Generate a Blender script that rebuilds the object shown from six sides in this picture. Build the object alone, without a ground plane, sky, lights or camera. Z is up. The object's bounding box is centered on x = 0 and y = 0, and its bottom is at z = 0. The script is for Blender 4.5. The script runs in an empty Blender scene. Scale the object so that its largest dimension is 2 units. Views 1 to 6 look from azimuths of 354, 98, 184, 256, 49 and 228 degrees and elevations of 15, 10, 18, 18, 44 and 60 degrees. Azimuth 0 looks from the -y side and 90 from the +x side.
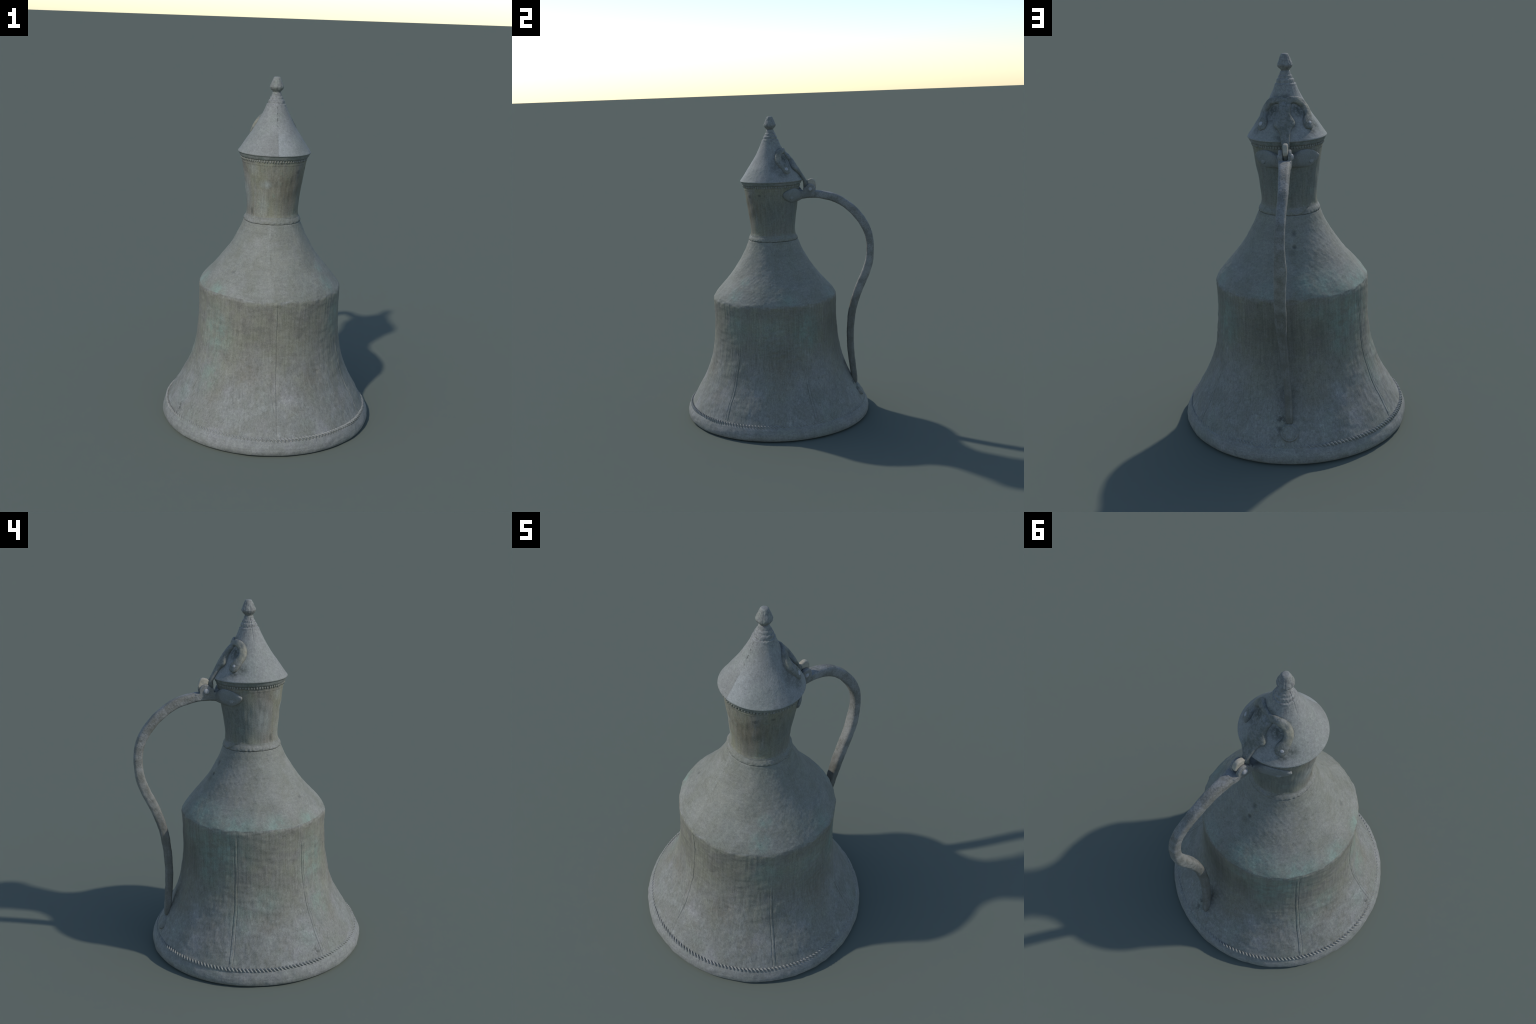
import bpy, bmesh, math
import numpy as np
from mathutils import Vector

RNG = np.random.RandomState
TAU = math.tau
CX, CY0, CYT = 0.0, -0.0268, 0.0036        # the vessel leans a hair: axis y = CY0 + CYT * z


def axis_y(z):
    return CY0 + CYT * np.asarray(z, float)


# ------------------------------------------------------------------ small maths helpers
def lumps(P, wave, seed, n=26, squash=(1, 1, 1)):
    """smooth random relief in roughly -1..1 with the given wavelength"""
    r = RNG(seed)
    d = r.normal(size=(n, 3))
    d /= np.linalg.norm(d, axis=1)[:, None]
    k = d * (TAU / wave) * r.uniform(0.6, 1.5, n)[:, None]
    ph = r.uniform(0, TAU, n)
    Q = (np.asarray(P) * np.array(squash)).reshape(-1, 3)
    out = np.zeros(len(Q))
    for i in range(n):
        out += np.cos(Q @ k[i] + ph[i])
    return (out / math.sqrt(n / 2) / 1.6).reshape(np.asarray(P).shape[:-1])


def smooth(a, b, x):
    t = np.clip((x - a) / (b - a), 0, 1)
    return t * t * (3 - 2 * t)


def catmull(pts, per=8):
    p = np.array(pts, float)
    q = np.vstack([2 * p[0] - p[1], p, 2 * p[-1] - p[-2]])
    out = []
    for i in range(1, len(q) - 2):
        p0, p1, p2, p3 = q[i - 1:i + 3]
        t0 = 0.0
        t1 = t0 + max(np.linalg.norm(p1 - p0), 1e-6) ** 0.5
        t2 = t1 + max(np.linalg.norm(p2 - p1), 1e-6) ** 0.5
        t3 = t2 + max(np.linalg.norm(p3 - p2), 1e-6) ** 0.5
        for t in np.linspace(t1, t2, per, endpoint=False):
            a1 = (t1 - t) / (t1 - t0) * p0 + (t - t0) / (t1 - t0) * p1
            a2 = (t2 - t) / (t2 - t1) * p1 + (t - t1) / (t2 - t1) * p2
            a3 = (t3 - t) / (t3 - t2) * p2 + (t - t2) / (t3 - t2) * p3
            b1 = (t2 - t) / (t2 - t0) * a1 + (t - t0) / (t2 - t0) * a2
            b2 = (t3 - t) / (t3 - t1) * a2 + (t - t1) / (t3 - t1) * a3
            out.append((t2 - t) / (t2 - t1) * b1 + (t - t1) / (t2 - t1) * b2)
    out.append(p[-1])
    return np.array(out)


def even(path, step):
    """resample a polyline at an even step"""
    s = np.concatenate([[0], np.cumsum(np.linalg.norm(np.diff(path, axis=0), axis=1))])
    n = max(2, int(s[-1] / step) + 1)
    u = np.linspace(0, s[-1], n)
    return np.stack([np.interp(u, s, path[:, i]) for i in range(path.shape[1])], 1)


# ------------------------------------------------------------------ mesh helpers
def mesh_object(name, verts, faces, mat, parent, flat=False):
    me = bpy.data.meshes.new(name)
    v = np.asarray(verts, np.float32).reshape(-1, 3)
    me.from_pydata(v.tolist(), [], faces)
    me.validate()
    me.materials.append(mat)
    if not flat:
        me.polygons.foreach_set("use_smooth", [True] * len(me.polygons))
    ob = bpy.data.objects.new(name, me)
    bpy.context.scene.collection.objects.link(ob)
    ob.parent = parent
    return ob


def grid_faces(rows, cols, closed=True):
    i = np.arange(rows - 1)[:, None] * cols
    j = np.arange(cols if closed else cols - 1)[None, :]
    k = (j + 1) % cols
    f = np.stack([i + j, i + k, i + cols + k, i + cols + j], -1).reshape(-1, 4)
    return f.tolist()


def arris(P, A, Z):
    """the fold between drum and shoulder wanders a little up and down"""
    ring = np.stack([np.sin(A), np.cos(A), 0 * A], -1)
    return (.0026 * lumps(ring, .55, 7) + .0010 * lumps(ring, .14, 8)) * np.exp(-((Z - .8215) / .018) ** 2)


def revolve(name, profile, az, mat, parent, relief=None, cap_low=False, cap_high=False, lift=None):
    """profile: (r, z) polyline, bottom to top; az: angles, 0 = -y, +90 deg = +x"""
    prof = np.asarray(profile)
    tangent = np.gradient(prof, axis=0)
    nr, nz = tangent[:, 1], -tangent[:, 0]
    ln = np.hypot(nr, nz) + 1e-9
    nr, nz = nr / ln, nz / ln
    R, A = np.meshgrid(prof[:, 0], az, indexing="ij")
    Z = np.repeat(prof[:, 1][:, None], len(az), 1)
    P = np.stack([CX + R * np.sin(A), axis_y(Z) - R * np.cos(A), Z], -1)
    if relief is not None:
        d = relief(P, A, Z, R)
        P[..., 0] += d * nr[:, None] * np.sin(A)
        P[..., 1] -= d * nr[:, None] * np.cos(A)
        P[..., 2] += d * nz[:, None]
    if lift is not None:
        P[..., 2] += lift(P, A, Z)
    faces = grid_faces(len(prof), len(az))
    verts = P.reshape(-1, 3)
    n = len(az)
    if cap_low:
        verts = np.vstack([verts, [[CX, axis_y(prof[0, 1]), prof[0, 1]]]])
        c = len(verts) - 1
        faces += [[c, (j + 1) % n, j] for j in range(n)]
    if cap_high:
        verts = np.vstack([verts, [[CX, axis_y(prof[-1, 1]), prof[-1, 1]]]])
        c, o = len(verts) - 1, (len(prof) - 1) * n
        faces += [[c, o + j, o + (j + 1) % n] for j in range(n)]
    return mesh_object(name, verts, faces, mat, parent)


def loft_data(rings, base=0):
    rings = np.asarray(rings)
    m, n = rings.shape[:2]
    f = grid_faces(m, n)
    f.append(list(range(n))[::-1])
    f.append(list(range((m - 1) * n, m * n)))
    return rings.reshape(-1, 3), [[i + base for i in q] for q in f]


def join_data(parts):
    V, F, o = [], [], 0
    for v, f in parts:
        V.append(v)
        F += [[i + o for i in q] for q in f]
        o += len(v)
    return np.vstack(V), F


def fused(name, parts, mat, parent, voxel=0.0026, rounds=4, relief=None):
    """weld overlapping lofts into one skin (voxel remesh, then smoothed)"""
    V, F = join_data(parts)
    ob = mesh_object(name, V, F, mat, parent)
    bm = bmesh.new()
    bm.from_mesh(ob.data)
    bmesh.ops.recalc_face_normals(bm, faces=bm.faces)
    bm.to_mesh(ob.data)
    bm.free()
    m = ob.modifiers.new("weld", "REMESH")
    m.mode, m.voxel_size, m.use_smooth_shade = "VOXEL", voxel, True
    s = ob.modifiers.new("soften", "SMOOTH")
    s.factor, s.iterations = 0.5, rounds
    dg = bpy.context.evaluated_depsgraph_get()
    me = bpy.data.meshes.new_from_object(ob.evaluated_get(dg))
    old = ob.data
    ob.modifiers.clear()
    ob.data = me
    me.name = name
    bpy.data.meshes.remove(old)
    if not me.materials:
        me.materials.append(mat)
    if relief is not None:
        n = len(me.vertices)
        co, no = np.empty(n * 3, np.float32), np.empty(n * 3, np.float32)
        me.vertices.foreach_get("co", co)
        me.vertices.foreach_get("normal", no)
        co, no = co.reshape(-1, 3), no.reshape(-1, 3)
        co = co + no * relief(co)[:, None]
        me.vertices.foreach_set("co", co.astype(np.float32).ravel())
    me.polygons.foreach_set("use_smooth", [True] * len(me.polygons))
    me.update()
    return ob


def superellipse(n, p):
    t = np.arange(n) * TAU / n
    c, s = np.cos(t), np.sin(t)
    return np.sign(c) * np.abs(c) ** (2 / p), np.sign(s) * np.abs(s) ** (2 / p)


# ------------------------------------------------------------------ node helpers
class Nodes:
    def __init__(self, name):
        self.mat = bpy.data.materials.new(name)
        self.mat.use_nodes = True
        self.t = self.mat.node_tree
        self.t.nodes.clear()
        self.out = self.t.nodes.new("ShaderNodeOutputMaterial")
        self.bsdf = self.t.nodes.new("ShaderNodeBsdfPrincipled")
        self.t.links.new(self.bsdf.outputs[0], self.out.inputs[0])
        self.pos = self.t.nodes.new("ShaderNodeTexCoord").outputs["Object"]
        sep = self.t.nodes.new("ShaderNodeSeparateXYZ")
        self.t.links.new(self.pos, sep.inputs[0])
        self.x, self.y, self.z = sep.outputs

    def put(self, sock, v):
        if hasattr(v, "is_output"):
            self.t.links.new(v, sock)
        elif isinstance(v, (tuple, list)) and len(v) == 3 and sock.type == "RGBA":
            sock.default_value = (*v, 1)
        else:
            sock.default_value = v

    def math(self, op, a, b=0.0, c=0.0, clamp=False):
        n = self.t.nodes.new("ShaderNodeMath")
        n.operation, n.use_clamp = op, clamp
        for s, v in zip(n.inputs, (a, b, c)):
            self.put(s, v)
        return n.outputs[0]

    def add(self, a, b): return self.math("ADD", a, b)
    def sub(self, a, b): return self.math("SUBTRACT", a, b)
    def mul(self, a, b): return self.math("MULTIPLY", a, b)

    def step(self, a, b, v, lo=0.0, hi=1.0):
        n = self.t.nodes.new("ShaderNodeMapRange")
        n.interpolation_type = "SMOOTHSTEP"
        for i, val in enumerate((v, a, b, lo, hi)):
            self.put(n.inputs[i], val)
        return n.outputs[0]

    def noise(self, scale, detail=3.0, rough=0.55, stretch=None, offset=(0, 0, 0), distort=0.0):
        vec = self.pos
        if stretch or any(offset):
            m = self.t.nodes.new("ShaderNodeMapping")
            self.put(m.inputs[0], vec)
            m.inputs["Scale"].default_value = stretch or (1, 1, 1)
            m.inputs["Location"].default_value = offset
            vec = m.outputs[0]
        n = self.t.nodes.new("ShaderNodeTexNoise")
        self.put(n.inputs["Vector"], vec)
        n.inputs["Scale"].default_value = scale
        n.inputs["Detail"].default_value = detail
        n.inputs["Roughness"].default_value = rough
        n.inputs["Distortion"].default_value = distort
        return n.outputs[0]

    def mix(self, f, a, b, mode="MIX"):
        n = self.t.nodes.new("ShaderNodeMix")
        n.data_type, n.blend_type = "RGBA", mode
        self.put(n.inputs[0], f)
        self.put(n.inputs[6], a)
        self.put(n.inputs[7], b)
        return n.outputs[2]

    def blob(self, az_deg, r, z, size, tall=1.0):
        """soft round mask about a point of the vessel wall"""
        a = math.radians(az_deg)
        m = self.t.nodes.new("ShaderNodeMapping")
        self.put(m.inputs[0], self.pos)
        c = (r * math.sin(a), float(axis_y(z)) - r * math.cos(a), z)
        sc = (1 / size, 1 / size, 1 / (size * tall))
        m.inputs["Scale"].default_value = sc
        m.inputs["Location"].default_value = [-c[i] * sc[i] for i in range(3)]
        n = self.t.nodes.new("ShaderNodeVectorMath")
        n.operation = "LENGTH"
        self.put(n.inputs[0], m.outputs[0])
        return self.step(1.0, 0.15, n.outputs["Value"])

    def blobs(self, rows):
        out = None
        for r in rows:
            b = self.blob(*r[:5])
            if len(r) > 5:
                b = self.mul(b, r[5])
            out = b if out is None else self.math("MAXIMUM", out, b)
        return out

    def azimuth(self):
        return self.math("ARCTAN2", self.x, self.mul(self.add(self.y, 0.0255), -1.0))

    def finish(self, colour, rough=0.7, spec=0.25, height=None, bump=0.3, dist=0.002):
        self.put(self.bsdf.inputs["Base Color"], colour)
        self.put(self.bsdf.inputs["Roughness"], rough)
        self.bsdf.inputs["Specular IOR Level"].default_value = spec
        if height is not None:
            b = self.t.nodes.new("ShaderNodeBump")
            b.inputs["Strength"].default_value = bump
            b.inputs["Distance"].default_value = dist
            self.put(b.inputs["Height"], height)
            self.put(self.bsdf.inputs["Normal"], b.outputs[0])
        return self.mat


TIN = (0.222, 0.224, 0.207)
TIN_DARK = (0.160, 0.161, 0.145)
OLIVE = (0.185, 0.178, 0.122)
BROWN = (0.160, 0.146, 0.116)
GREEN = (0.195, 0.270, 0.225)
GRIME = (0.055, 0.055, 0.048)
PALE = (0.290, 0.292, 0.268)

SEAMS = [  # azimuth, half width of strip in degrees, lowest z, highest z
    (-0.9, 1.0, 0.10, 0.80), (62.6, 0.85, 0.10, 0.54), (122.0, 0.9, 0.10, 0.35),
    (-117.2, 1.05, 0.10, 0.75), (-63.6, 0.9, 0.10, 0.72)]


def tin_material(name, kind):
    n = Nodes(name)
    big = n.noise(3.2, 4, 0.6)
    mid = n.noise(11, 5, 0.6, offset=(3, 1, 7))
    patch = n.noise(20, 6, 0.7, offset=(9, 4, 2))
    fine = n.noise(95, 4, 0.65)
    grain = n.noise(260, 3, 0.7)
    streak = n.noise(38, 5, 0.65, stretch=(1, 1, 0.07))
    streak2 = n.noise(110, 3, 0.6, stretch=(1, 1, 0.05))
    hoop = n.noise(60, 4, 0.6, stretch=(0.10, 0.10, 1.6))
    mottle = n.noise(46, 5, 0.7, stretch=(1, 1, .45) if kind != "shoulder" else (.6, .6, 1), offset=(2, 8, 5))
    c = n.mix(n.step(0.24, 0.66, n.add(n.mul(mid, 0.55), n.mul(mottle, 0.45))), TIN_DARK, TIN)
    c = n.mix(n.mul(n.step(0.55, 0.75, patch), 0.30), c, PALE)
    hue = n.noise(5.5, 4, 0.65, offset=(11, 3, 4))
    c = n.mix(n.step(0.52, 0.66, hue, 0.0, 0.55), c, (0.198, 0.215, 0.180))
    c = n.mix(n.step(0.48, 0.34, hue, 0.0, 0.5), c, (0.248, 0.238, 0.236))
    # blotchy patina: dull olive stains and pale scuffs a few centimetres across
    blotch = n.noise(13, 8, 0.74, stretch=(1, 1, .6), offset=(1, 5, 13))
    heavy = {"skirt": 0.55, "shoulder": 0.55, "foot_band": 0.4, "lid": 0.22}.get(kind, 0.2)
    c = n.mix(n.step(0.50, 0.62, blotch, 0.0, heavy), c, (0.150, 0.154, 0.128))
    scuff = n.noise(17, 8, 0.76, stretch=(1, 1, .7) if kind == "skirt" else (.8, .8, 1), offset=(14, 2, 3))
    c = n.mix(n.step(0.55, 0.66, scuff, 0.0, heavy * .8), c, (0.300, 0.306, 0.280))
    if kind == "skirt":
        c = n.mix(n.mul(n.step(0.42, 0.72, streak), 0.35), c, TIN_DARK)
        # olive-brown tarnish: a band high on the drum with a ragged lower edge
        edge = n.add(n.z, n.mul(n.sub(n.noise(4.5, 7, 0.72, stretch=(1, 1, .6)), 0.5), 1.0))
        band = n.step(0.16, 0.66, edge)
        band = n.mul(band, n.step(0.25, 0.62, n.add(n.mul(streak, 0.35), n.mul(big, 0.65)), 0.5, 1.0))
        lip = n.add(n.z, n.mul(n.sub(patch, 0.5), 0.07))
        band = n.mul(band, n.step(0.826, 0.806, lip, 0.15, 1.0))
        c = n.mix(n.mul(band, 0.66), c, n.mix(n.step(0.40, 0.60, mid), BROWN, OLIVE))
        umber = n.blobs([(170, .43, .62, .30, .9), (-150, .43, .62, .24, .9), (128, .43, .66, .2, .9, .7), (98, .43, .5, .2, .8, .6), (22, .42, .66, .2, .8, .45), (-12, .42, .60, .14, 1, .4)])  # rear blobs also deepen the drum colour for its shaded side
        c = n.mix(n.mul(umber, n.step(0.30, 0.60, n.add(n.mul(streak, 0.3), n.mul(mid, 0.7)), 0.35, 0.8)), c, (0.112, 0.108, 0.086))
        low = n.blobs([(-20, .47, .42, .13, 1.2), (28, .46, .36, .12), (100, .45, .4, .16), (-45, .5, .27, .09, 1, .7), (12, .52, .22, .08, 1, .6), (48, .52, .22, .09, 1, .7), (140, .5, .26, .1, 1, .6), (-88, .53, .19, .08, 1, .7), (-130, .5, .27, .09, 1, .6), (-165, .46, .34, .14), (-95, .46, .30, .1)])
        film = n.mul(n.step(0.42, 0.60, n.noise(7, 7, 0.72, offset=(8, 8, 2), stretch=(1, 1, .6))), 0.42)
        c = n.mix(film, c, (0.160, 0.157, 0.128))
        c = n.mix(n.mul(n.mul(low, n.step(0.35, 0.6, patch)), 0.6), c, BROWN)
        green = n.blobs([(-52, .42, .60, .16, 1.3), (-52, .46, .36, .12, 1.5, .7), (60, .42, .68, .15, 1.0, .7), (90, .42, .66, .2, .8, .55),
                         (-130, .42, .70, .26, .9), (-160, .42, .74, .12, .8, .6), (-112, .46, .33, .12, 1.2, .6), (-140, .42, .58, .14, 1, .8), (126, .42, .65, .14, 1.4), (-70, .5, .2, .1, 1, .6), (-95, .44, .42, .12, .8, .7)])
        gm = n.mul(green, n.step(0.38, 0.62, n.add(n.mul(streak, 0.4), n.mul(patch, 0.6)), 0.12, 1.0))
        c = n.mix(n.mul(gm, 0.60), c, GREEN)
        # dirt in the seams, about the handle foot and in dents
        az = n.azimuth()
        seam = None
        for a, w, z0, z1 in SEAMS:
            for side in ((-1, 1) if a != -0.9 else (1,)):
                d = n.math("ABSOLUTE", n.sub(az, math.radians(a + side * w)))
                m = n.mul(n.step(0.0058, 0.0012, d), n.mul(n.step(z0 - .02, z0 + .02, n.z), n.step(z1 + .04, z1 - .04, n.z)))
                seam = m if seam is None else n.math("MAXIMUM", seam, m)
        c = n.mix(n.mul(seam, n.step(0.35, 0.65, patch, 0.0, 0.38)), c, GRIME)
        foot = n.blobs([(175.5, .53, .215, .05, 1.1), (174, .55, .165, .04, 1.2, .7), (178, .47, .33, .07, 1.6, .6), (-67, .57, .136, .035, 1.4)])  # blob at z .33 paints the shaded pocket behind the handle
        c = n.mix(n.mul(foot, n.step(0.40, 0.58, n.noise(34, 5, 0.7), 0.0, 0.85)), c, GRIME)
    elif kind == "shoulder":
        c = n.mix(n.mul(n.step(0.45, 0.7, hoop), 0.14), c, TIN_DARK)
        c = n.mix(n.mul(n.step(0.45, 0.68, big), 0.4), c, (0.235, 0.235, 0.205))
        az = n.azimuth()
        # the sheet's lap seam: a speckled dark line with a rubbed pale strip beside it
        way = n.add(n.add(az, 0.02), n.step(0.86, 1.0, n.z, 0.0, 0.10))
        lap = n.mul(n.step(0.030, 0.006, n.math("ABSOLUTE", way)), n.step(0.46, 0.60, n.noise(48, 4, 0.65), 0.05, 0.6))
        c = n.mix(lap, c, (0.085, 0.085, 0.072))
        rub = n.mul(n.step(0.05, 0.015, n.math("ABSOLUTE", n.add(way, 0.055))), n.step(0.40, 0.60, patch, 0.0, 0.6))
        c = n.mix(rub, c, PALE)
        c = n.mix(0.42, c, (0.190, 0.191, 0.156))
        film = n.step(0.44, 0.60, n.noise(8, 7, 0.74, offset=(5, 1, 2)), 0.0, 0.5)
        c = n.mix(film, c, (0.158, 0.158, 0.126))
        warm = n.blobs([(5, .3, .98, .22, 1.0), (35, .22, 1.1, .15), (150, .3, .95, .15)])
        c = n.mix(n.mul(warm, n.step(0.35, 0.65, mid, 0.1, 0.55)), c, (0.21, 0.205, 0.165))
        green = n.blobs([(-54, .41, .83, .09), (53, .38, .88, .08, 1, .9), (58, .30, .95, .05), (-145, .39, .85, .17), (-115, .41, .83, .16), (-162, .37, .88, .13, 1, .8), (-85, .41, .825, .12), (165, .41, .84, .12, 1, .5), (110, .39, .85, .1, 1, .6)])
        gm = n.mul(green, n.step(0.35, 0.62, patch, 0.2, 1.0))
        c = n.mix(n.mul(gm, 0.68), c, GREEN)
        pits = n.blobs([(-48, .318, .943, .02), (-172, .235, 1.047, .017), (-171, .2, 1.11, .02, 1.6, .7), (-175, .25, 1.02, .03, 1, .4)])
        c = n.mix(n.mul(pits, 0.75), c, GRIME)
    elif kind == "neck":
        tone = n.mix(n.step(0.38, 0.62, n.noise(9, 4, 0.6, stretch=(1, 1, .25))), OLIVE, BROWN)
        cover = n.step(0.25, 0.6, n.add(n.mul(streak, 0.55), n.mul(mid, 0.45)), 0.45, 1.0)
        c = n.mix(n.mul(cover, 0.85), c, tone)
        c = n.mix(n.mul(n.blobs([(180, .12, 1.40, .24, 1.2), (100, .12, 1.38, .16, 1.2, .8), (-120, .12, 1.36, .18, 1.2)]), n.step(0.3, 0.6, mid, 0.5, 0.85)), c, (0.135, 0.150, 0.136))  # back of the neck tinted darker for the shade baked there
        c = n.mix(n.mul(n.blobs([(-88, .155, 1.38, .10, 1.6)]), n.step(0.3, 0.6, streak, 0.2, 0.5)), c, (0.215, 0.228, 0.215))
        c = n.mix(n.mul(n.blobs([(25, .16, 1.40, .14, 1.0), (60, .16, 1.42, .12, 1.0, .8)]), n.step(0.3, 0.6, streak, 0.25, 0.7)), c, (0.128, 0.112, 0.078))
        painted_shine = n.blobs([(-22, .165, 1.42, .05, .7), (-30, .15, 1.30, .05, 1.8, .7), (-75, .155, 1.36, .06, 1.6, .8), (-48, .18, 1.5, .05, 1, .6)])
        c = n.mix(n.mul(painted_shine, n.step(0.35, 0.6, streak, 0.2, 0.75)), c, (0.27, 0.285, 0.265))
        c = n.mix(n.mul(n.step(0.56, 0.72, patch), 0.45), c, (0.17, 0.22, 0.175))
        pits = n.blobs([(-58, .147, 1.255, .018, 2), (42, .178, 1.49, .02), (70, .178, 1.5, .02, .6)])
        c = n.mix(n.mul(pits, 0.6), c, GRIME)
    elif kind == "collar":
        c = n.mix(n.step(0.36, 0.62, n.noise(26, 5, 0.7), 0.3, 0.85), c, (0.170, 0.168, 0.136))
        crust = n.step(1.1975, 1.1930, n.add(n.z, n.mul(n.sub(patch, .5), .012)))
        c = n.mix(n.mul(crust, n.step(.4, .6, n.noise(24, 4, .7), .2, .85)), c, GRIME)
    elif kind == "rim":
        c = n.mix(0.30, c, TIN_DARK)
        c = n.mix(n.step(0.42, 0.66, n.noise(34, 5, 0.7), 0.15, 0.75), c, (0.115, 0.135, 0.115))
    elif kind == "lid":
        c = n.mix(0.35, c, (0.248, 0.252, 0.240))
        az = n.azimuth()
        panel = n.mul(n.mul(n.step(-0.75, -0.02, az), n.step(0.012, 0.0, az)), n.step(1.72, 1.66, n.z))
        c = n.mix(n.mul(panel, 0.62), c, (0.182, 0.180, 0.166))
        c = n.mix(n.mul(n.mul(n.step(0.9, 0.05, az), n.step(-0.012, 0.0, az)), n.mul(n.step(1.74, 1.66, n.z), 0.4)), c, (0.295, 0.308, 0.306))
        line = n.mul(n.step(0.05, 0.01, n.math("ABSOLUTE", az)), n.step(1.62, 1.78, n.z))
        c = n.mix(n.mul(line, n.step(0.50, 0.60, n.noise(120, 2, 0.5), 0.0, 0.75)), c, GRIME)
        tip = n.mul(n.step(1.76, 1.86, n.z), n.step(0.48, 0.62, n.noise(70, 4, 0.7), 0.0, 0.5))
        c = n.mix(tip, c, (0.12, 0.11, 0.115))
        c = n.mix(n.mul(n.step(0.62, 0.75, patch), 0.35), c, (0.24, 0.285, 0.275))
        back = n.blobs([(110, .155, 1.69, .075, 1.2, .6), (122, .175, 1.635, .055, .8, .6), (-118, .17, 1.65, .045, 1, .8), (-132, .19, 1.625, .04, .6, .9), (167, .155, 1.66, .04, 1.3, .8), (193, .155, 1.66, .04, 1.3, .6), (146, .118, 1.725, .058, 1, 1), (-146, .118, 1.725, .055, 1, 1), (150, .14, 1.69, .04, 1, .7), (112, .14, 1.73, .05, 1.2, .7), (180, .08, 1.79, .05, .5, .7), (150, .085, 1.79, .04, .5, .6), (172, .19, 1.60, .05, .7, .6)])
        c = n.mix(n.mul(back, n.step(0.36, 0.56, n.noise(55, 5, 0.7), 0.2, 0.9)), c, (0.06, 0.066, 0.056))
    elif kind == "finial":
        az = n.azimuth()
        c = n.mix(n.step(0.45, 0.62, n.noise(80, 4, 0.7), 0.0, 0.55), c, (0.13, 0.125, 0.125))
        rid = n.math("ABSOLUTE", n.math("SINE", n.mul(az, 4.0)))
        c = n.mix(n.mul(n.step(0.12, 0.0, rid), n.step(.45, .6, patch, .1, .6)), c, GRIME)
    elif kind == "rope":
        c = n.mix(0.25, c, PALE)
        c = n.mix(n.step(0.5, 0.7, n.noise(40, 4, 0.6), 0.0, 0.5), c, TIN_DARK)
    elif kind == "foot_band":
        c = n.mix(n.step(0.48, 0.66, n.noise(60, 5, 0.7), 0.0, 0.6), c, (0.15, 0.15, 0.15))
        c = n.mix(n.mul(n.step(0.5, 0.7, hoop), 0.12), c, PALE)
        c = n.mix(0.2, c, (0.19, 0.19, 0.17))
    # scattered pits, then fine grain everywhere
    pit = n.step(0.66, 0.74, n.noise(58, 3, 0.6, offset=(6, 2, 9)))
    c = n.mix(n.mul(pit, 0.45 if kind != "neck" else 0.3), c, (0.09, 0.09, 0.078))
    g = n.add(n.mul(n.sub(fine, 0.5), 0.72), n.mul(n.sub(grain, 0.5), 0.95))
    g = n.add(g, n.mul(n.sub(mottle, 0.5), 0.25))
    s = n.mul(n.sub(streak2, 0.5), 0.65 if kind in ("skirt", "neck") else 0.2)
    h = n.mul(n.sub(hoop, 0.5), 0.28 if kind in ("shoulder", "foot_band") else 0.0)
    tone = n.add(1.0, n.add(g, n.add(s, h)))
    comb = n.t.nodes.new("ShaderNodeCombineXYZ")
    for i in range(3):
        n.put(comb.inputs[i], tone)
    c = n.mix(1.0, c, comb.outputs[0], "MULTIPLY")
    height = n.add(n.mul(fine, 0.5), n.add(n.mul(grain, 0.35), n.add(n.mul(patch, 0.5), n.mul(streak2, 0.45 if kind in ("skirt", "neck") else 0.1))))
    return n.finish(c, rough=n.step(0.3, 0.7, fine, 0.58, 0.8), spec=0.22, height=height, bump=0.35, dist=0.004)


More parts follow.
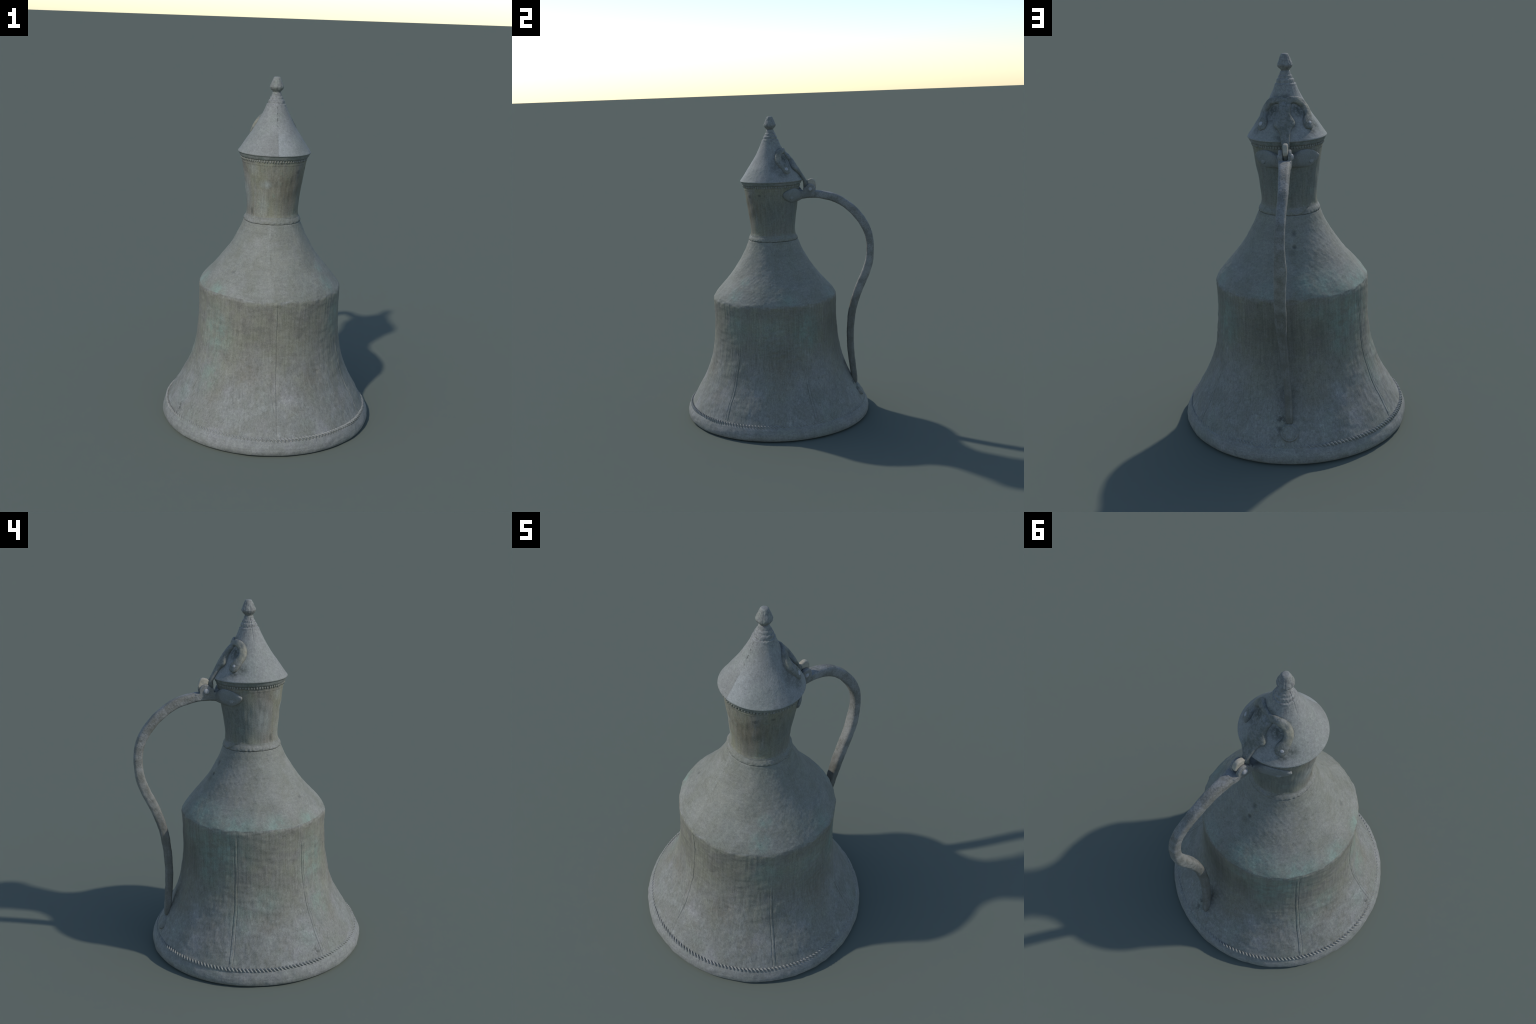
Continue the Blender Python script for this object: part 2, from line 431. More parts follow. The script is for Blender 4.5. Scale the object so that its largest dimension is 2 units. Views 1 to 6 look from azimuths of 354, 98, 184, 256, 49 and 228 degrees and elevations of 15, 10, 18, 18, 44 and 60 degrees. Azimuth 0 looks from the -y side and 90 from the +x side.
def iron_material(name, kind):
    """the cast fittings: brownish grey, speckled, polished to warm metal where hands rub"""
    n = Nodes(name)
    mid = n.noise(16, 5, 0.6)
    speck = n.noise(150, 3, 0.65, offset=(4, 4, 1))
    grain = n.noise(240, 3, 0.7)
    c = n.mix(n.step(0.35, 0.65, mid), (0.150, 0.148, 0.128), (0.225, 0.225, 0.215))
    c = n.mix(n.step(0.50, 0.66, speck, 0.0, 0.55), c, (0.085, 0.083, 0.070))
    c = n.mix(n.step(0.44, 0.32, speck, 0.0, 0.45), c, (0.30, 0.30, 0.28))
    if kind == "handle":
        worn = n.blobs([(180, .615, 1.0, .22, 1.0), (180, .52, .9, .2), (180, .2, 1.53, .05)])
        c = n.mix(n.mul(worn, n.step(0.35, 0.6, mid, 0.1, 0.35)), c, (0.275, 0.268, 0.232))
        dark = n.mul(n.step(0.86, 0.74, n.z), n.step(0.3, 0.6, n.noise(60, 4, 0.6, stretch=(1, 1, .08)), 0.25, 0.7))  # body's cast sun shadow painted onto the lower handle
        c = n.mix(dark, c, (0.115, 0.112, 0.092))
        wing = n.blobs([(143, .19, 1.49, .11, 1), (-143, .19, 1.49, .11, 1), (180, .2, 1.49, .08, 1, .7)])
        c = n.mix(n.mul(wing, 0.7), c, (0.175, 0.190, 0.182))
    elif kind == "strap":
        g = n.t.nodes.new("ShaderNodeNewGeometry")
        edge = n.step(0.515, 0.56, g.outputs["Pointiness"])
        c = n.mix(n.mul(edge, n.step(0.35, 0.6, mid, 0.25, 0.75)), c, (0.33, 0.31, 0.25))
        c = n.mix(n.step(0.46, 0.64, n.noise(45, 5, 0.7), 0.0, 0.7), c, (0.080, 0.086, 0.070))
        c = n.mix(0.3, c, (0.13, 0.142, 0.120))
        tan = n.blobs([(-116, .128, 1.742, .045, 1), (-122, .145, 1.705, .035, 1, .7), (-138, .11, 1.768, .035, 1, .7), (118, .13, 1.742, .035, 1, .6), (-160, .16, 1.684, .022, 1.3, .9)])
        c = n.mix(n.mul(tan, n.step(0.32, 0.6, mid, 0.35, 0.85)), c, (0.285, 0.265, 0.195))
    elif kind == "thumb":
        c = n.mix(n.step(0.3, 0.6, mid, 0.55, 0.9), c, (0.40, 0.36, 0.285))
    elif kind == "rivet":
        c = n.mix(0.75, c, (0.37, 0.365, 0.37))
    elif kind == "plate":
        c = n.mix(0.45, c, (0.20, 0.215, 0.21))
    tone = n.add(1.0, n.add(n.mul(n.sub(grain, 0.5), 0.7), n.mul(n.sub(speck, 0.5), 0.3)))
    comb = n.t.nodes.new("ShaderNodeCombineXYZ")
    for i in range(3):
        n.put(comb.inputs[i], tone)
    c = n.mix(1.0, c, comb.outputs[0], "MULTIPLY")
    return n.finish(c, rough=0.66, spec=0.25, height=n.add(speck, n.mul(grain, 0.5)), bump=0.35, dist=0.004)


# ------------------------------------------------------------------ the pieces
root = bpy.data.objects.new("lidded_ewer", None)
bpy.context.scene.collection.objects.link(root)
root["label"] = "old grey tinned copper ewer with conical hinged lid and long curved handle"
root["category"] = "metal jug"


def angles(base, extra=(), half=2.6, step=0.16):
    a = list(np.arange(base) * 360.0 / base - 180.0)
    for e in extra:
        a = [v for v in a if abs((v - e + 180) % 360 - 180) > half]
        a += list(((e + np.arange(-half, half + 1e-6, step)) + 180) % 360 - 180)
    return np.radians(np.array(sorted(a)))


def wrap(d):
    return (d + math.pi) % TAU - math.pi


# -- flared lower drum
SKIRT = [(.5925, .088), (.5795, .108), (.5665, .132), (.5475, .168), (.529, .201), (.5010, .25), (.4765, .30), (.4540, .36), (.436, .42),
         (.4245, .48), (.417, .54), (.4125, .60), (.410, .66), (.4095, .72), (.4108, .765), (.4120, .790), (.4122, .803), (.4108, .813), (.4075, .8215)]


def skirt_relief(P, A, Z, R):
    d = 0.0016 * lumps(P, 0.18, 1) + 0.0006 * lumps(P, 0.06, 2)
    d += 0.0004 * lumps(P, 0.028, 3, squash=(1, 1, .12))
    # hammered patch on the right of the drum
    d += .0005 * lumps(P, .045, 6, squash=(.55, .55, 1.7))
    ham = np.exp(-(wrap(A - math.radians(105)) / 0.5) ** 2 - ((Z - .55) / .14) ** 2)
    d += ham * 0.0016 * lumps(P, 0.036, 4)
    fade = smooth(.088, .11, Z)
    for a, w, z0, z1 in SEAMS:
        on = smooth(z0 - .03, z0 + .02, Z) * smooth(z1 + .05, z1 - .03, Z)
        s = wrap(A - math.radians(a)) * R
        hw = math.radians(w) * R
        wob = 0.0012 * np.sin(Z * 31 + a)
        if a == -0.9:     # one long line on the right, a shorter one on the left converging below
            right = np.exp(-((s - hw - wob) / .0024) ** 2)
            left = np.exp(-((s - (hw - .004 - .030 * smooth(.12, .42, Z))) / .0022) ** 2) * smooth(.52, .46, Z)
            d -= on * (.0022 * right + .0014 * left)
            d += on * .0012 * smooth(-.02, -.002, s - hw) * smooth(.002, -.002, s - hw)
        else:
            d -= on * .0015 * (np.exp(-((s - hw - wob) / .0022) ** 2) + np.exp(-((s + hw - wob) / .0022) ** 2))
            d += on * .0013 * smooth(hw, hw - .003, np.abs(s - wob))
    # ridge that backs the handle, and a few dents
    s = wrap(A - math.pi) * R
    d += .0055 * np.exp(-(s / .022) ** 2) * smooth(.20, .28, Z) * smooth(.50, .36, Z)
    for a, z, size, depth in ((-67, .136, .016, .005), (33, .40, .012, .003), (34, .35, .010, .003), (112, .40, .02, .004), (-97, .33, .03, .003), (-40, .30, .05, .003), (75, .25, .06, .003)):
        q = (wrap(A - math.radians(a)) * R) ** 2 + (Z - z) ** 2
        d -= depth * np.exp(-q / size ** 2)
    d *= fade
    # uneven arris at the top
    d += smooth(.79, .815, Z) * .0022 * lumps(P, .05, 9)
    return d * smooth(.8217, .812, Z)


m_skirt = tin_material("tarnished_tin_drum", "skirt")
AZ = angles(620, [s[0] for s in SEAMS] + [180.0], half=2.9, step=.18)
revolve("drum", even(catmull(SKIRT, 14), .0034), AZ, m_skirt, root, skirt_relief, lift=arris)

# -- foot band under the rope, with the recessed underside
FOOT = [(.40, .022), (.55, .018), (.584, .006), (.592, .0), (.602, .0015), (.6105, .006), (.6160, .015), (.6182, .028), (.6165, .044), (.6120, .058), (.6060, .070), (.6005, .079), (.5925, .088)]


def foot_relief(P, A, Z, R):
    d = .0018 * lumps(P, .16, 21) + .0008 * lumps(P, .05, 22) + .0004 * lumps(P, .02, 23, squash=(.3, .3, 1))
    return d * smooth(.003, .012, Z) * smooth(.088, .08, Z) * (R > .585)


revolve("foot_band", even(catmull(FOOT, 10), .004), angles(600), tin_material("worn_tin_foot", "foot_band"), root, foot_relief, cap_low=True)

# -- sloping shoulder
SHOULDER = [(.4075, .8215), (.4030, .829), (.3955, .8395), (.3825, .857), (.3465, .90), (.303, .95), (.2655, 1.0), (.2315, 1.05), (.203, 1.10), (.1825, 1.14), (.1705, 1.170), (.1655, 1.1835), (.1640, 1.1885), (.1625, 1.1905), (.1595, 1.1920)]


def shoulder_relief(P, A, Z, R):
    d = .0015 * lumps(P, .17, 31) + .0006 * lumps(P, .05, 32) + .0003 * lumps(P, .022, 33)
    for a, z, size, depth in ((-48, .943, .014, .007), (-172, 1.047, .010, .006), (-171, 1.11, .012, .003), (8, 1.06, .012, .002), (-20, .87, .03, .003), (120, .95, .05, .003)):
        q = (wrap(A - math.radians(a)) * R) ** 2 + (Z - z) ** 2 * 1.8
        d -= depth * np.exp(-q / size ** 2)
    return d * smooth(.8215, .833, Z) * smooth(1.189, 1.172, Z)


revolve("shoulder", even(catmull(SHOULDER, 12), .0034), angles(560), tin_material("tinned_shoulder", "shoulder"), root, shoulder_relief, lift=arris)

# -- collar ring between shoulder and neck
COLLAR = [(.1595, 1.1920), (.1622, 1.1935), (.1632, 1.1970), (.1625, 1.2025), (.1600, 1.2095), (.1560, 1.2165), (.1525, 1.2225), (.1495, 1.231)]


def collar_relief(P, A, Z, R):
    d = .0009 * lumps(P, .09, 41) + .0005 * lumps(P, .025, 42)
    lap = wrap(A - math.radians(-150)) * R
    d -= .004 * np.exp(-((lap - (Z - 1.205) * 1.6) / .006) ** 2)
    d -= .0010 * np.exp(-((Z - 1.2225 - .003 * lumps(P, .12, 43)) / .0024) ** 2) * smooth(-.3, .5, lumps(P, .15, 44))
    d += .0014 * lumps(P, .018, 45) * smooth(1.21, 1.199, Z)
    return d * smooth(1.1920, 1.1945, Z) * smooth(1.231, 1.222, Z)


revolve("collar", even(catmull(COLLAR, 10), .0018), angles(420), tin_material("crusted_collar", "collar"), root, collar_relief)

# -- flaring neck
NECK = [(.1495, 1.231), (.1474, 1.241), (.1468, 1.253), (.1472, 1.272), (.1512, 1.32), (.1595, 1.38), (.170, 1.45), (.1785, 1.508), (.1822, 1.534), (.1845, 1.541), (.1855, 1.562)]


def neck_relief(P, A, Z, R):
    d = .0012 * lumps(P, .09, 51) + .0005 * lumps(P, .03, 52, squash=(1, 1, .2))
    d -= .0022 * np.exp(-((wrap(A - math.radians(-22)) * R) ** 2 + (Z - 1.40) ** 2) / .035 ** 2)
    d += .0014 * np.exp(-((Z - 1.531) / .003) ** 2)
    return d * smooth(1.231, 1.24, Z) * smooth(1.54, 1.532, Z)


revolve("neck", even(catmull(NECK, 10), .003), angles(400), tin_material("olive_tarnished_neck", "neck"), root, neck_relief)

# -- lid: rolled edge band, concave cone and stepped tip
LID_BAND = [(.1835, 1.5605), (.191, 1.5605), (.1940, 1.5625), (.1952, 1.566), (.1962, 1.5668), (.2000, 1.5765), (.2040, 1.5820)]
LID_CONE = [(.2040, 1.5820), (.2068, 1.5846), (.2060, 1.5880), (.1980, 1.5990), (.1770, 1.630), (.1550, 1.664), (.1295, 1.70), (.1050, 1.74), (.0835, 1.78), (.0665, 1.815), (.0582, 1.836)]
LID_STEP = [(.0582, 1.836), (.0560, 1.842), (.0552, 1.846), (.0525, 1.8515), (.0475, 1.8535), (.0465, 1.857), (.0458, 1.866), (.0435, 1.8725), (.0395, 1.8755), (.0375, 1.879), (.0362, 1.886), (.0335, 1.891), (.0300, 1.894), (.0275, 1.903), (.0245, 1.9115), (.0205, 1.9145)]


def lid_relief(P, A, Z, R):
    d = .0012 * lumps(P, .13, 61) + .0003 * lumps(P, .035, 62) + .00015 * lumps(P, .013, 63)
    d += .0006 * lumps(P, .012, 64) * smooth(1.83, 1.86, Z)
    d -= .0005 * np.exp(-((wrap(A) * R - .001) / .0025) ** 2) * smooth(1.595, 1.68, Z)
    for k in (-86.0, 181.0):
        d -= .0018 * np.exp(-((wrap(A - math.radians(k)) * R) / .0022) ** 2) * smooth(1.76, 1.82, Z)
    # pushed-in metal beside the right scroll
    q = (wrap(A - math.radians(108)) * R) ** 2 + (Z - 1.665) ** 2
    d -= .006 * np.exp(-q / .035 ** 2)
    return d * smooth(1.592, 1.60, Z) * smooth(1.9145, 1.90, Z)


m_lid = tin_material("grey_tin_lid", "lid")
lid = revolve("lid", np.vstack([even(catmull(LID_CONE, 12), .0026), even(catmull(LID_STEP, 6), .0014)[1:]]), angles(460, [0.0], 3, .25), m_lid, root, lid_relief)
revolve("lid_band", even(catmull(LID_BAND, 8), .0011), angles(360), tin_material("grimy_rim", "rim"), lid,
        lambda P, A, Z, R: .0006 * lumps(P, .05, 66) * (R > .188) * smooth(1.582, 1.5795, Z))

# -- finial bud
FINIAL = [(.0205, 1.9145), (.0215, 1.9175), (.0275, 1.9245), (.0350, 1.9335), (.0395, 1.9420), (.0388, 1.9480), (.0325, 1.9640), (.0265, 1.9780), (.0220, 1.9890), (.0195, 1.9945), (.0140, 1.9988), (.005, 2.0)]


def finial_relief(P, A, Z, R):
    grow = smooth(1.9145, 1.925, Z) * smooth(2.0, 1.992, Z)
    rib = np.abs(np.sin(A * 4))
    d = R * .028 * (smooth(0, .5, rib) - 1.0) + .0008 * lumps(P, .02, 71)
    return d * grow


revolve("finial", even(catmull(FINIAL, 8), .0012), angles(200), tin_material("pitted_finial", "finial"), lid, finial_relief, cap_high=True)


# -- twisted rope moulding above the foot band: two strands, worn down in places
def rope_mesh(name, R0, z0, pitch_count, core, strand, mat, parent, wear_seed):
    turns = pitch_count / 2
    n = pitch_count * 12
    t = np.arange(n) * TAU / n
    rad = np.stack([np.sin(t), -np.cos(t)], 1)
    # how much of the twist survives, by azimuth in degrees
    worn_az = [-180, -168, -160, -90, -72, -56, -22, 0, 60, 84, 104, 150, 180]
    worn_keep = [.36, .55, 1.0, 1.0, .82, .50, .56, .84, .92, .70, .40, .46, .36]
    keep = np.interp(np.degrees(wrap(t)), worn_az, worn_keep)
    keep = np.clip(keep + .07 * lumps(np.stack([np.sin(t), -np.cos(t), 0 * t], 1), .35, wear_seed), .3, 1)
    parts = []
    for k in (0, 1):
        ph = -turns * t + k * math.pi
        cr = R0 + core * np.cos(ph)
        cz = z0 + core * np.sin(ph) * 1.25
        rings = []
        m = 8
        for j in range(n):
            s = strand * (keep[j] ** .5)
            q = np.arange(m) * TAU / m
            rr = cr[j] - (1 - keep[j]) * .0115 + s * np.cos(q)
            zz = cz[j] + s * 1.15 * np.sin(q)
            rings.append(np.stack([CX + rr * rad[j, 0], axis_y(z0) + rr * rad[j, 1], zz], -1))
        rings = np.array(rings)
        i = np.arange(n)[:, None] * m
        i2 = ((np.arange(n) + 1) % n)[:, None] * m
        a, b = np.arange(m)[None, :], (np.arange(m) + 1)[None, :] % m
        parts.append((rings.reshape(-1, 3), np.stack([i + a, i2 + a, i2 + b, i + b], -1).reshape(-1, 4).tolist()))
    V, F = join_data(parts)
    ob = mesh_object(name, V, F, mat, parent)
    ob["kind"] = "stuff"
    return ob


rope_mesh("rope_moulding", .5912, .0885, 184, .0055, .0062, tin_material("worn_rope_moulding", "rope"), root, 81)

# -- ring of little beads under the lid, worn flat in places
m_bead = tin_material("rubbed_beads", "collar")
bm = bmesh.new()
bmesh.ops.create_uvsphere(bm, u_segments=10, v_segments=8, radius=1)
bv = np.array([v.co[:] for v in bm.verts])
bf = [[v.index for v in f.verts] for f in bm.faces]
bm.free()
rb, parts = RNG(5), []
for i in range(78):
    a = TAU * i / 78 + rb.uniform(-.008, .008)
    s = rb.uniform(.85, 1.1)
    worn_off = max(math.exp(-(wrap(a - math.pi) / .8) ** 2), math.exp(-(wrap(a - math.radians(85)) / .65) ** 2), .8 * math.exp(-(wrap(a - math.radians(-35)) / .2) ** 2))
    out = .0072 * (1 - .60 * worn_off) * rb.uniform(.6, 1.15)
    v = bv * np.array([.0064 * s, out, .0084 * s * rb.uniform(.85, 1.1)])
    v = np.stack([v[:, 0] * math.cos(a) - (-v[:, 1]) * math.sin(a) * -1 * -1, v[:, 0] * math.sin(a) - v[:, 1] * math.cos(a), v[:, 2]], -1)
    parts.append((v + np.array([.1858 * math.sin(a), float(axis_y(1.55)) - .1858 * math.cos(a), 1.5515]), bf))
V, F = join_data(parts)
beads = mesh_object("bead_ring", V, F, m_bead, root)
beads["kind"] = "stuff"

# ------------------------------------------------------------------ handle
m_handle = iron_material("worn_bronze_handle", "handle")
HANDLE = [  # x, y, z, width across, thickness
    (0, .148, 1.487, .066, .072), (0, .195, 1.484, .066, .050), (0, .245, 1.484, .066, .043), (-.001, .285, 1.485, .064, .050),
    (-.003, .322, 1.479, .060, .053), (-.004, .390, 1.461, .056, .055), (-.004, .444, 1.432, .053, .054), (-.003, .499, 1.391, .050, .054),
    (.001, .542, 1.345, .048, .055), (.007, .580, 1.291, .048, .054), (.011, .605, 1.236, .049, .052), (.014, .618, 1.175, .050, .050),
    (.014, .6195, 1.115, .055, .050), (.015, .613, 1.045, .062, .053), (.021, .588, .963, .059, .055), (.026, .549, .876, .058, .056),
    (.028, .518, .792, .058, .053), (.0285, .502, .735, .056, .051), (.0275, .492, .685, .051, .050), (.0250, .4855, .635, .045, .049), (.0220, .481, .585, .042, .048), (.0180, .479, .530, .040, .047),
    (.0125, .4795, .444, .038, .046), (.008, .485, .375, .037, .044), (.0055, .490, .325, .037, .043), (.0035, .496, .270, .037, .041), (.003, .504, .222, .036, .034), (.003, .510, .200, .036, .022)]


def handle_rings():
    path = even(catmull(HANDLE, 10), .006)
    c = path[:, :3]
    tan = np.gradient(c, axis=0)
    tan /= np.linalg.norm(tan, axis=1)[:, None]
    sx, sy = superellipse(28, 3.4)
    rings = []
    for i in range(len(c)):
        side = np.array([1.0, 0, 0]) - tan[i] * tan[i][0]
        side /= np.linalg.norm(side)
        nor = np.cross(tan[i], side)
        w, t = path[i, 3] / 2, path[i, 4] / 2
        # the broad faces are hollowed a little towards the inside
        rings.append(c[i] + side * (sx * w)[:, None] + nor * (sy * t)[:, None])
    return np.array(rings)


def worn(co):
    return .0006 * lumps(co, .06, 91) + .0003 * lumps(co, .016, 92)


# fork cheeks of the hinge, standing on the handle root
PIN = (.236, 1.522)


def disc_x(cy, cz, x0, x1, r, sy=1.0, n=28):
    t = np.arange(n) * TAU / n
    ring = np.stack([0 * t, cy + r * sy * np.cos(t), cz + r * np.sin(t)], -1)
    out = []
    for x, k in ((x0, .86), (x0 + .0025, 1), (x1 - .0025, 1), (x1, .86)):
        q = ring.copy()
        q[:, 1] = cy + (q[:, 1] - cy) * k
        q[:, 2] = cz + (q[:, 2] - cz) * k
        q[:, 0] = x
        out.append(q)
    return loft_data(out)


def box(x0, x1, y0, y1, z0, z1, lean=0.0):
    v = np.array([(x, y + (lean if z == z1 else 0), z) for x in (x0, x1) for y in (y0, y1) for z in (z0, z1)], float)
    return v, [[0, 1, 3, 2], [4, 6, 7, 5], [0, 4, 5, 1], [2, 3, 7, 6], [0, 2, 6, 4], [1, 5, 7, 3]]


cheeks = []
for x0, x1 in ((.0085, .030), (-.034, -.0165)):
    cheeks.append(disc_x(PIN[0], PIN[1], x0, x1, .034))
    cheeks.append(box(x0, x1, .196, .292, 1.470, 1.507))
    cheeks.append(box(x0, x1, .190, .268, 1.49, 1.532))
    cheeks.append(box(x0, x1, .176, .215, 1.485, 1.512))

# wings that clasp the neck either side of the handle root
def neck_r(z):
    p = np.array(NECK)
    return np.interp(z, p[:, 1], p[:, 0])


def wall_point(ang_deg, z, off, radius):
    """point on the wall; angle measured from the back (+y), positive towards +x"""
    a = math.radians(ang_deg)
    r = radius(z) + off
    return np.array([CX + r * math.sin(a), float(axis_y(z)) + r * math.cos(a), z])


WING = {  # angle, lower z, upper z
    1: [(-2, 1.448, 1.512), (8, 1.447, 1.514), (16, 1.446, 1.523), (25, 1.445, 1.535), (34, 1.446, 1.538), (43, 1.452, 1.534), (51, 1.464, 1.525), (56, 1.477, 1.517), (59, 1.490, 1.505)],
    -1: [(2, 1.448, 1.512), (-8, 1.447, 1.515), (-16, 1.446, 1.527), (-25, 1.444, 1.538), (-34, 1.443, 1.538), (-44, 1.447, 1.532), (-52, 1.458, 1.522), (-58, 1.473, 1.511), (-62, 1.488, 1.500)]}
wings = []
for sgn, rows in WING.items():
    path = even(catmull(rows, 8) * np.array([.0033, 1, 1]), .004) / np.array([.0033, 1, 1])
    rings = []
    for k, (a, z0, z1) in enumerate(path):
        cz, hz = (z0 + z1) / 2, (z1 - z0) / 2
        sx, sy = superellipse(26, 2.2)
        end = abs(a) / 60
        thick = .0115 + .024 * math.exp(-(a / 20) ** 2)
        rings.append([wall_point(a, cz + hz * q, .002 + thick * max(p, -.9), neck_r) for p, q in zip(sx, sy)])
    wings.append(loft_data(np.array(rings) if sgn > 0 else np.array(rings)[:, ::-1]))

handle = fused("handle", [loft_data(handle_rings())] + cheeks + wings, m_handle, root, voxel=.0026, rounds=3, relief=worn)


def dome(name, centre, normal, radius, height, mat, parent, flat=.35):
    """low rivet head"""
    nrm = Vector(normal).normalized()
    rot = nrm.to_track_quat("Z", "Y").to_matrix()
    prof = [(1.0, -.5), (1.02, 0), (.96, .45), (.80, .80), (.52, .96), (.22, 1.0), (.02, 1.0)]
    n = 24
    V = []
    for r, h in prof:
        for j in range(n):
            t = TAU * j / n
            p = rot @ Vector((r * radius * math.cos(t), r * radius * math.sin(t), h * height))
            V.append((centre[0] + p.x, centre[1] + p.y, centre[2] + p.z))
    F = grid_faces(len(prof), n)
    F.append([(len(prof) - 1) * n + j for j in range(n)])
    return mesh_object(name, V, F, mat, parent)


m_rivet = iron_material("bright_rivet", "rivet")
m_plate = iron_material("dull_rivet", "plate")
dome("pin_head", (.029, PIN[0], PIN[1]), (1, 0, 0), .0125, .006, m_rivet, handle)
dome("pin_head", (-.0335, PIN[0] - .004, PIN[1] - .003), (-1, 0, 0), .0155, .010, m_rivet, handle)
for ang, z in ((39, 1.479), (-43, 1.477)):
    p = wall_point(ang, z, .0115, neck_r)
    a = math.radians(ang)
    dome("neck_rivet", p, (math.sin(a), math.cos(a), .1), .0145, .0035, m_plate, handle)

# round foot plate where the handle is soldered on
def skirt_r(z):
    p = np.array(SKIRT)
    return np.interp(z, p[:, 1], p[:, 0])


FOOT_Z = .158
sl = math.hypot(1, (skirt_r(.19) - skirt_r(.13)) / .06)
prof = [(.0, .0150), (.020, .0150), (.0305, .0140), (.0328, .0118), (.0348, .0120), (.0370, .0138), (.0410, .0128), (.0445, .0090), (.0490, .0030), (.0520, -.006)]
prof = even(np.array(prof)[::-1], .0012)
n = 72
rings = []
for r, h in prof:
    ring = []
    for j in range(n):
        t = TAU * j / n
        z = FOOT_Z + r * math.sin(t) / sl
        R0 = skirt_r(z)
        ring.append(wall_point(math.degrees(.003 / R0 + r * math.cos(t) / R0), z, h * 1.1, skirt_r))
    rings.append(ring)
V = np.array(rings).reshape(-1, 3)
P = V.copy()
V[:, 1] += .0006 * lumps(P, .03, 95)
F = grid_faces(len(prof), n)
mesh_object("foot_plate", V, F, m_skirt, handle)

# ------------------------------------------------------------------ hinge strap with ram's-horn scrolls on the lid
lid_prof = np.array(LID_CONE[2:])[::1]


def lid_r(z):
    return np.interp(z, lid_prof[:, 1], lid_prof[:, 0])


m_strap = iron_material("bronze_hinge_strap", "strap")
STRAP = [  # outer y at the middle, z, half width, thickness, sideways shift
    (.0580, 1.788, .018, .012, 0), (.0690, 1.778, .027, .015, 0), (.0815, 1.767, .032, .020, 0), (.0960, 1.7545, .031, .025, 0), (.112, 1.737, .0285, .029, 0),
    (.126, 1.719, .031, .031, 0), (.138, 1.700, .044, .030, .002), (.1475, 1.684, .054, .028, .003), (.157, 1.668, .051, .026, .003), (.166, 1.653, .037, .024, .002),
    (.178, 1.634, .0280, .023, 0), (.191, 1.612, .0245, .022, 0), (.204, 1.590, .0205, .022, 0), (.212, 1.574, .019, .024, -.001), (.2165, 1.558, .018, .027, -.002),
    (.2175, 1.538, .0165, .028, -.003), (.2160, 1.520, .0145, .026, -.004)]
path = even(catmull(STRAP, 8), .004)
tan = np.gradient(path[:, :2], axis=0)
rings = []
sx, sy = superellipse(30, 3.2)
for i, (yo, z, hw, th, sh) in enumerate(path):
    t = tan[i] / np.linalg.norm(tan[i])
    ny, nz = -t[1], t[0]
    if ny < 0:
        ny, nz = -ny, -nz
    curve = .5 / max(lid_r(min(max(z, 1.592), 1.82)), .06)
    x = sx * hw
    bend = curve * x ** 2 * smooth(1.59, 1.64, z)
    inn = (sy - 1) / 2 * th - bend
    rings.append(np.stack([x + sh - .003 * smooth(1.65, 1.58, z), yo + ny * inn, z + nz * inn], -1))
strap = [loft_data(rings)]

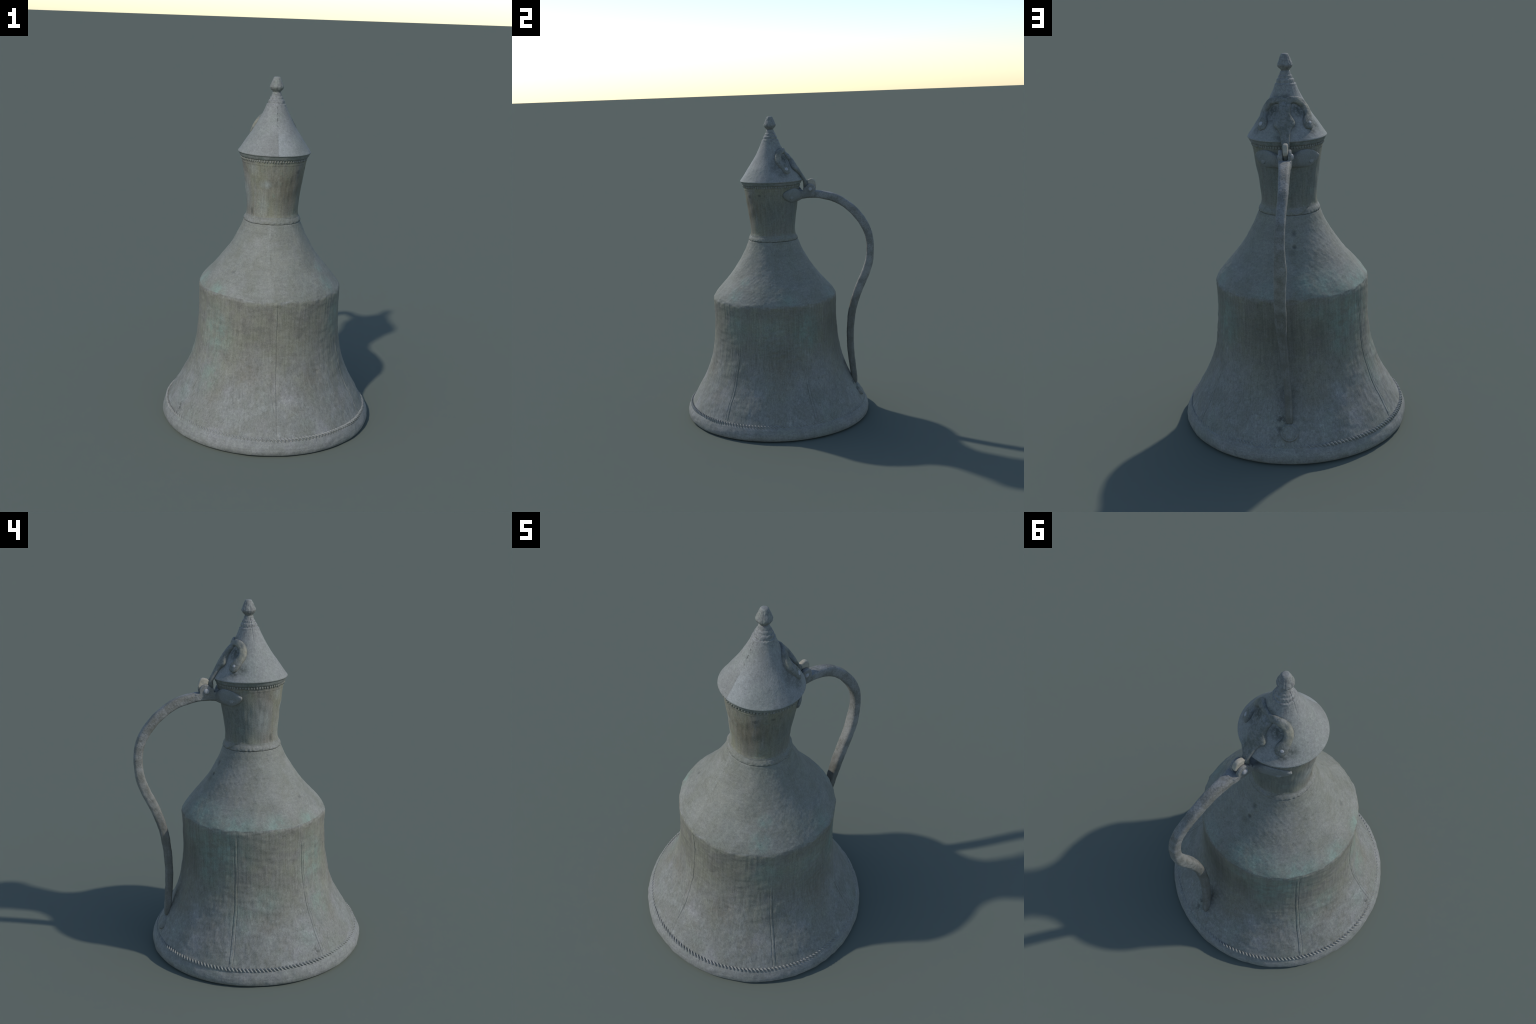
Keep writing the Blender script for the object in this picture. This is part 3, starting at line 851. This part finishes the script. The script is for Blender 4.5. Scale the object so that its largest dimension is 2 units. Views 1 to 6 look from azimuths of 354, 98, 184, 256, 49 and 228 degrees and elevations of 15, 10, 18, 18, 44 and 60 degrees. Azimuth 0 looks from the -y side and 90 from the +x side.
SCROLL = [  # angle from the back, z, half width, height proud of the lid
    (0, 1.765, .020, .007), (12, 1.7715, .0195, .0105), (24, 1.7745, .0190, .0145), (36, 1.7725, .0195, .018), (47, 1.765, .0205, .0205), (54.5, 1.751, .0210, .0220),
    (58.5, 1.734, .0215, .0220), (59, 1.716, .0215, .0215), (56.5, 1.700, .0220, .020), (52.5, 1.686, .0240, .019), (48.5, 1.673, .0275, .0175), (46, 1.662, .0290, .016), (44.5, 1.651, .0280, .014), (43, 1.641, .0230, .011), (42, 1.634, .014, .006)]
for sgn in (1, -1):
    rows = np.array(SCROLL)
    if sgn < 0:
        rows[:, 3] *= 0.94
    path = even(catmull(rows * np.array([.0022, 1, 1, 1]), 8), .003) / np.array([.0022, 1, 1, 1])
    P = np.array([wall_point(sgn * a, z, 0, lid_r) for a, z, _, _ in path])
    tan = np.gradient(P, axis=0)
    tan /= np.linalg.norm(tan, axis=1)[:, None]
    cx, cy = superellipse(26, 2.9)
    rings = []
    for i, (a, z, hw, h) in enumerate(path):
        slope = (lid_r(z + .01) - lid_r(z - .01)) / .02
        ar = math.radians(sgn * a)
        nrm = np.array([math.sin(ar), math.cos(ar), -slope])
        nrm /= np.linalg.norm(nrm)
        side = np.cross(tan[i], nrm)
        side /= np.linalg.norm(side)
        rings.append(P[i] + side * (cx * hw)[:, None] + nrm * (h * .0 + cy * h)[:, None])
    strap.append(loft_data(rings))


def strap_relief(co):
    return .0006 * lumps(co, .035, 101) + .00035 * lumps(co, .012, 102)


# knuckle round the pin
knuckle = [disc_x(PIN[0] - .004, PIN[1] + .003, -.0150, .0070, .027)]
knuckle.append(box(-.0150, .0070, .208, .236, 1.53, 1.575))
strap_ob = fused("hinge_strap", strap + knuckle, m_strap, root, voxel=.0022, rounds=5, relief=strap_relief)

# thumb knob curling out of the knuckle
THUMB = [(.238, 1.520, .022, .034), (.247, 1.541, .021, .040), (.251, 1.556, .020, .040), (.247, 1.570, .0205, .040), (.240, 1.580, .020, .034), (.231, 1.585, .017, .024), (.224, 1.586, .012, .012)]
KNOB = [(.214, 1.575), (.222, 1.583), (.232, 1.5865), (.243, 1.5885), (.255, 1.5855), (.264, 1.577), (.270, 1.562), (.2735, 1.545), (.268, 1.532), (.252, 1.525), (.232, 1.53), (.218, 1.548)]
ring = even(catmull(KNOB + KNOB[:1], 5), .003)[:-1]
mid = ring.mean(0)
rings = []
for x, k in ((-.0175, .70), (-.0165, .86), (-.0135, .96), (-.004, 1.0), (.0035, .96), (.0065, .86), (.0075, .70)):
    q = mid + np.array([.001, .0]) + (ring - mid) * k * 1.03
    rings.append(np.stack([np.full(len(q), x), q[:, 0], q[:, 1]], -1))
fused("thumb_knob", [loft_data(rings)], iron_material("rubbed_thumb_knob", "thumb"), strap_ob, voxel=.002, rounds=4, relief=lambda co: .0006 * lumps(co, .02, 105))

# scroll rivets
for sgn, size in ((1, .0140), (-1, .0095)):
    z = 1.665
    slope = (lid_r(z + .01) - lid_r(z - .01)) / .02
    a = math.radians(sgn * 47)
    p = wall_point(sgn * 47, z, .0135, lid_r)
    dome("scroll_rivet", p, (math.sin(a), math.cos(a), -slope), size, .0058, m_rivet, strap_ob)

for ob in bpy.data.objects:
    if ob.type == "MESH":
        ob.data.name = ob.name
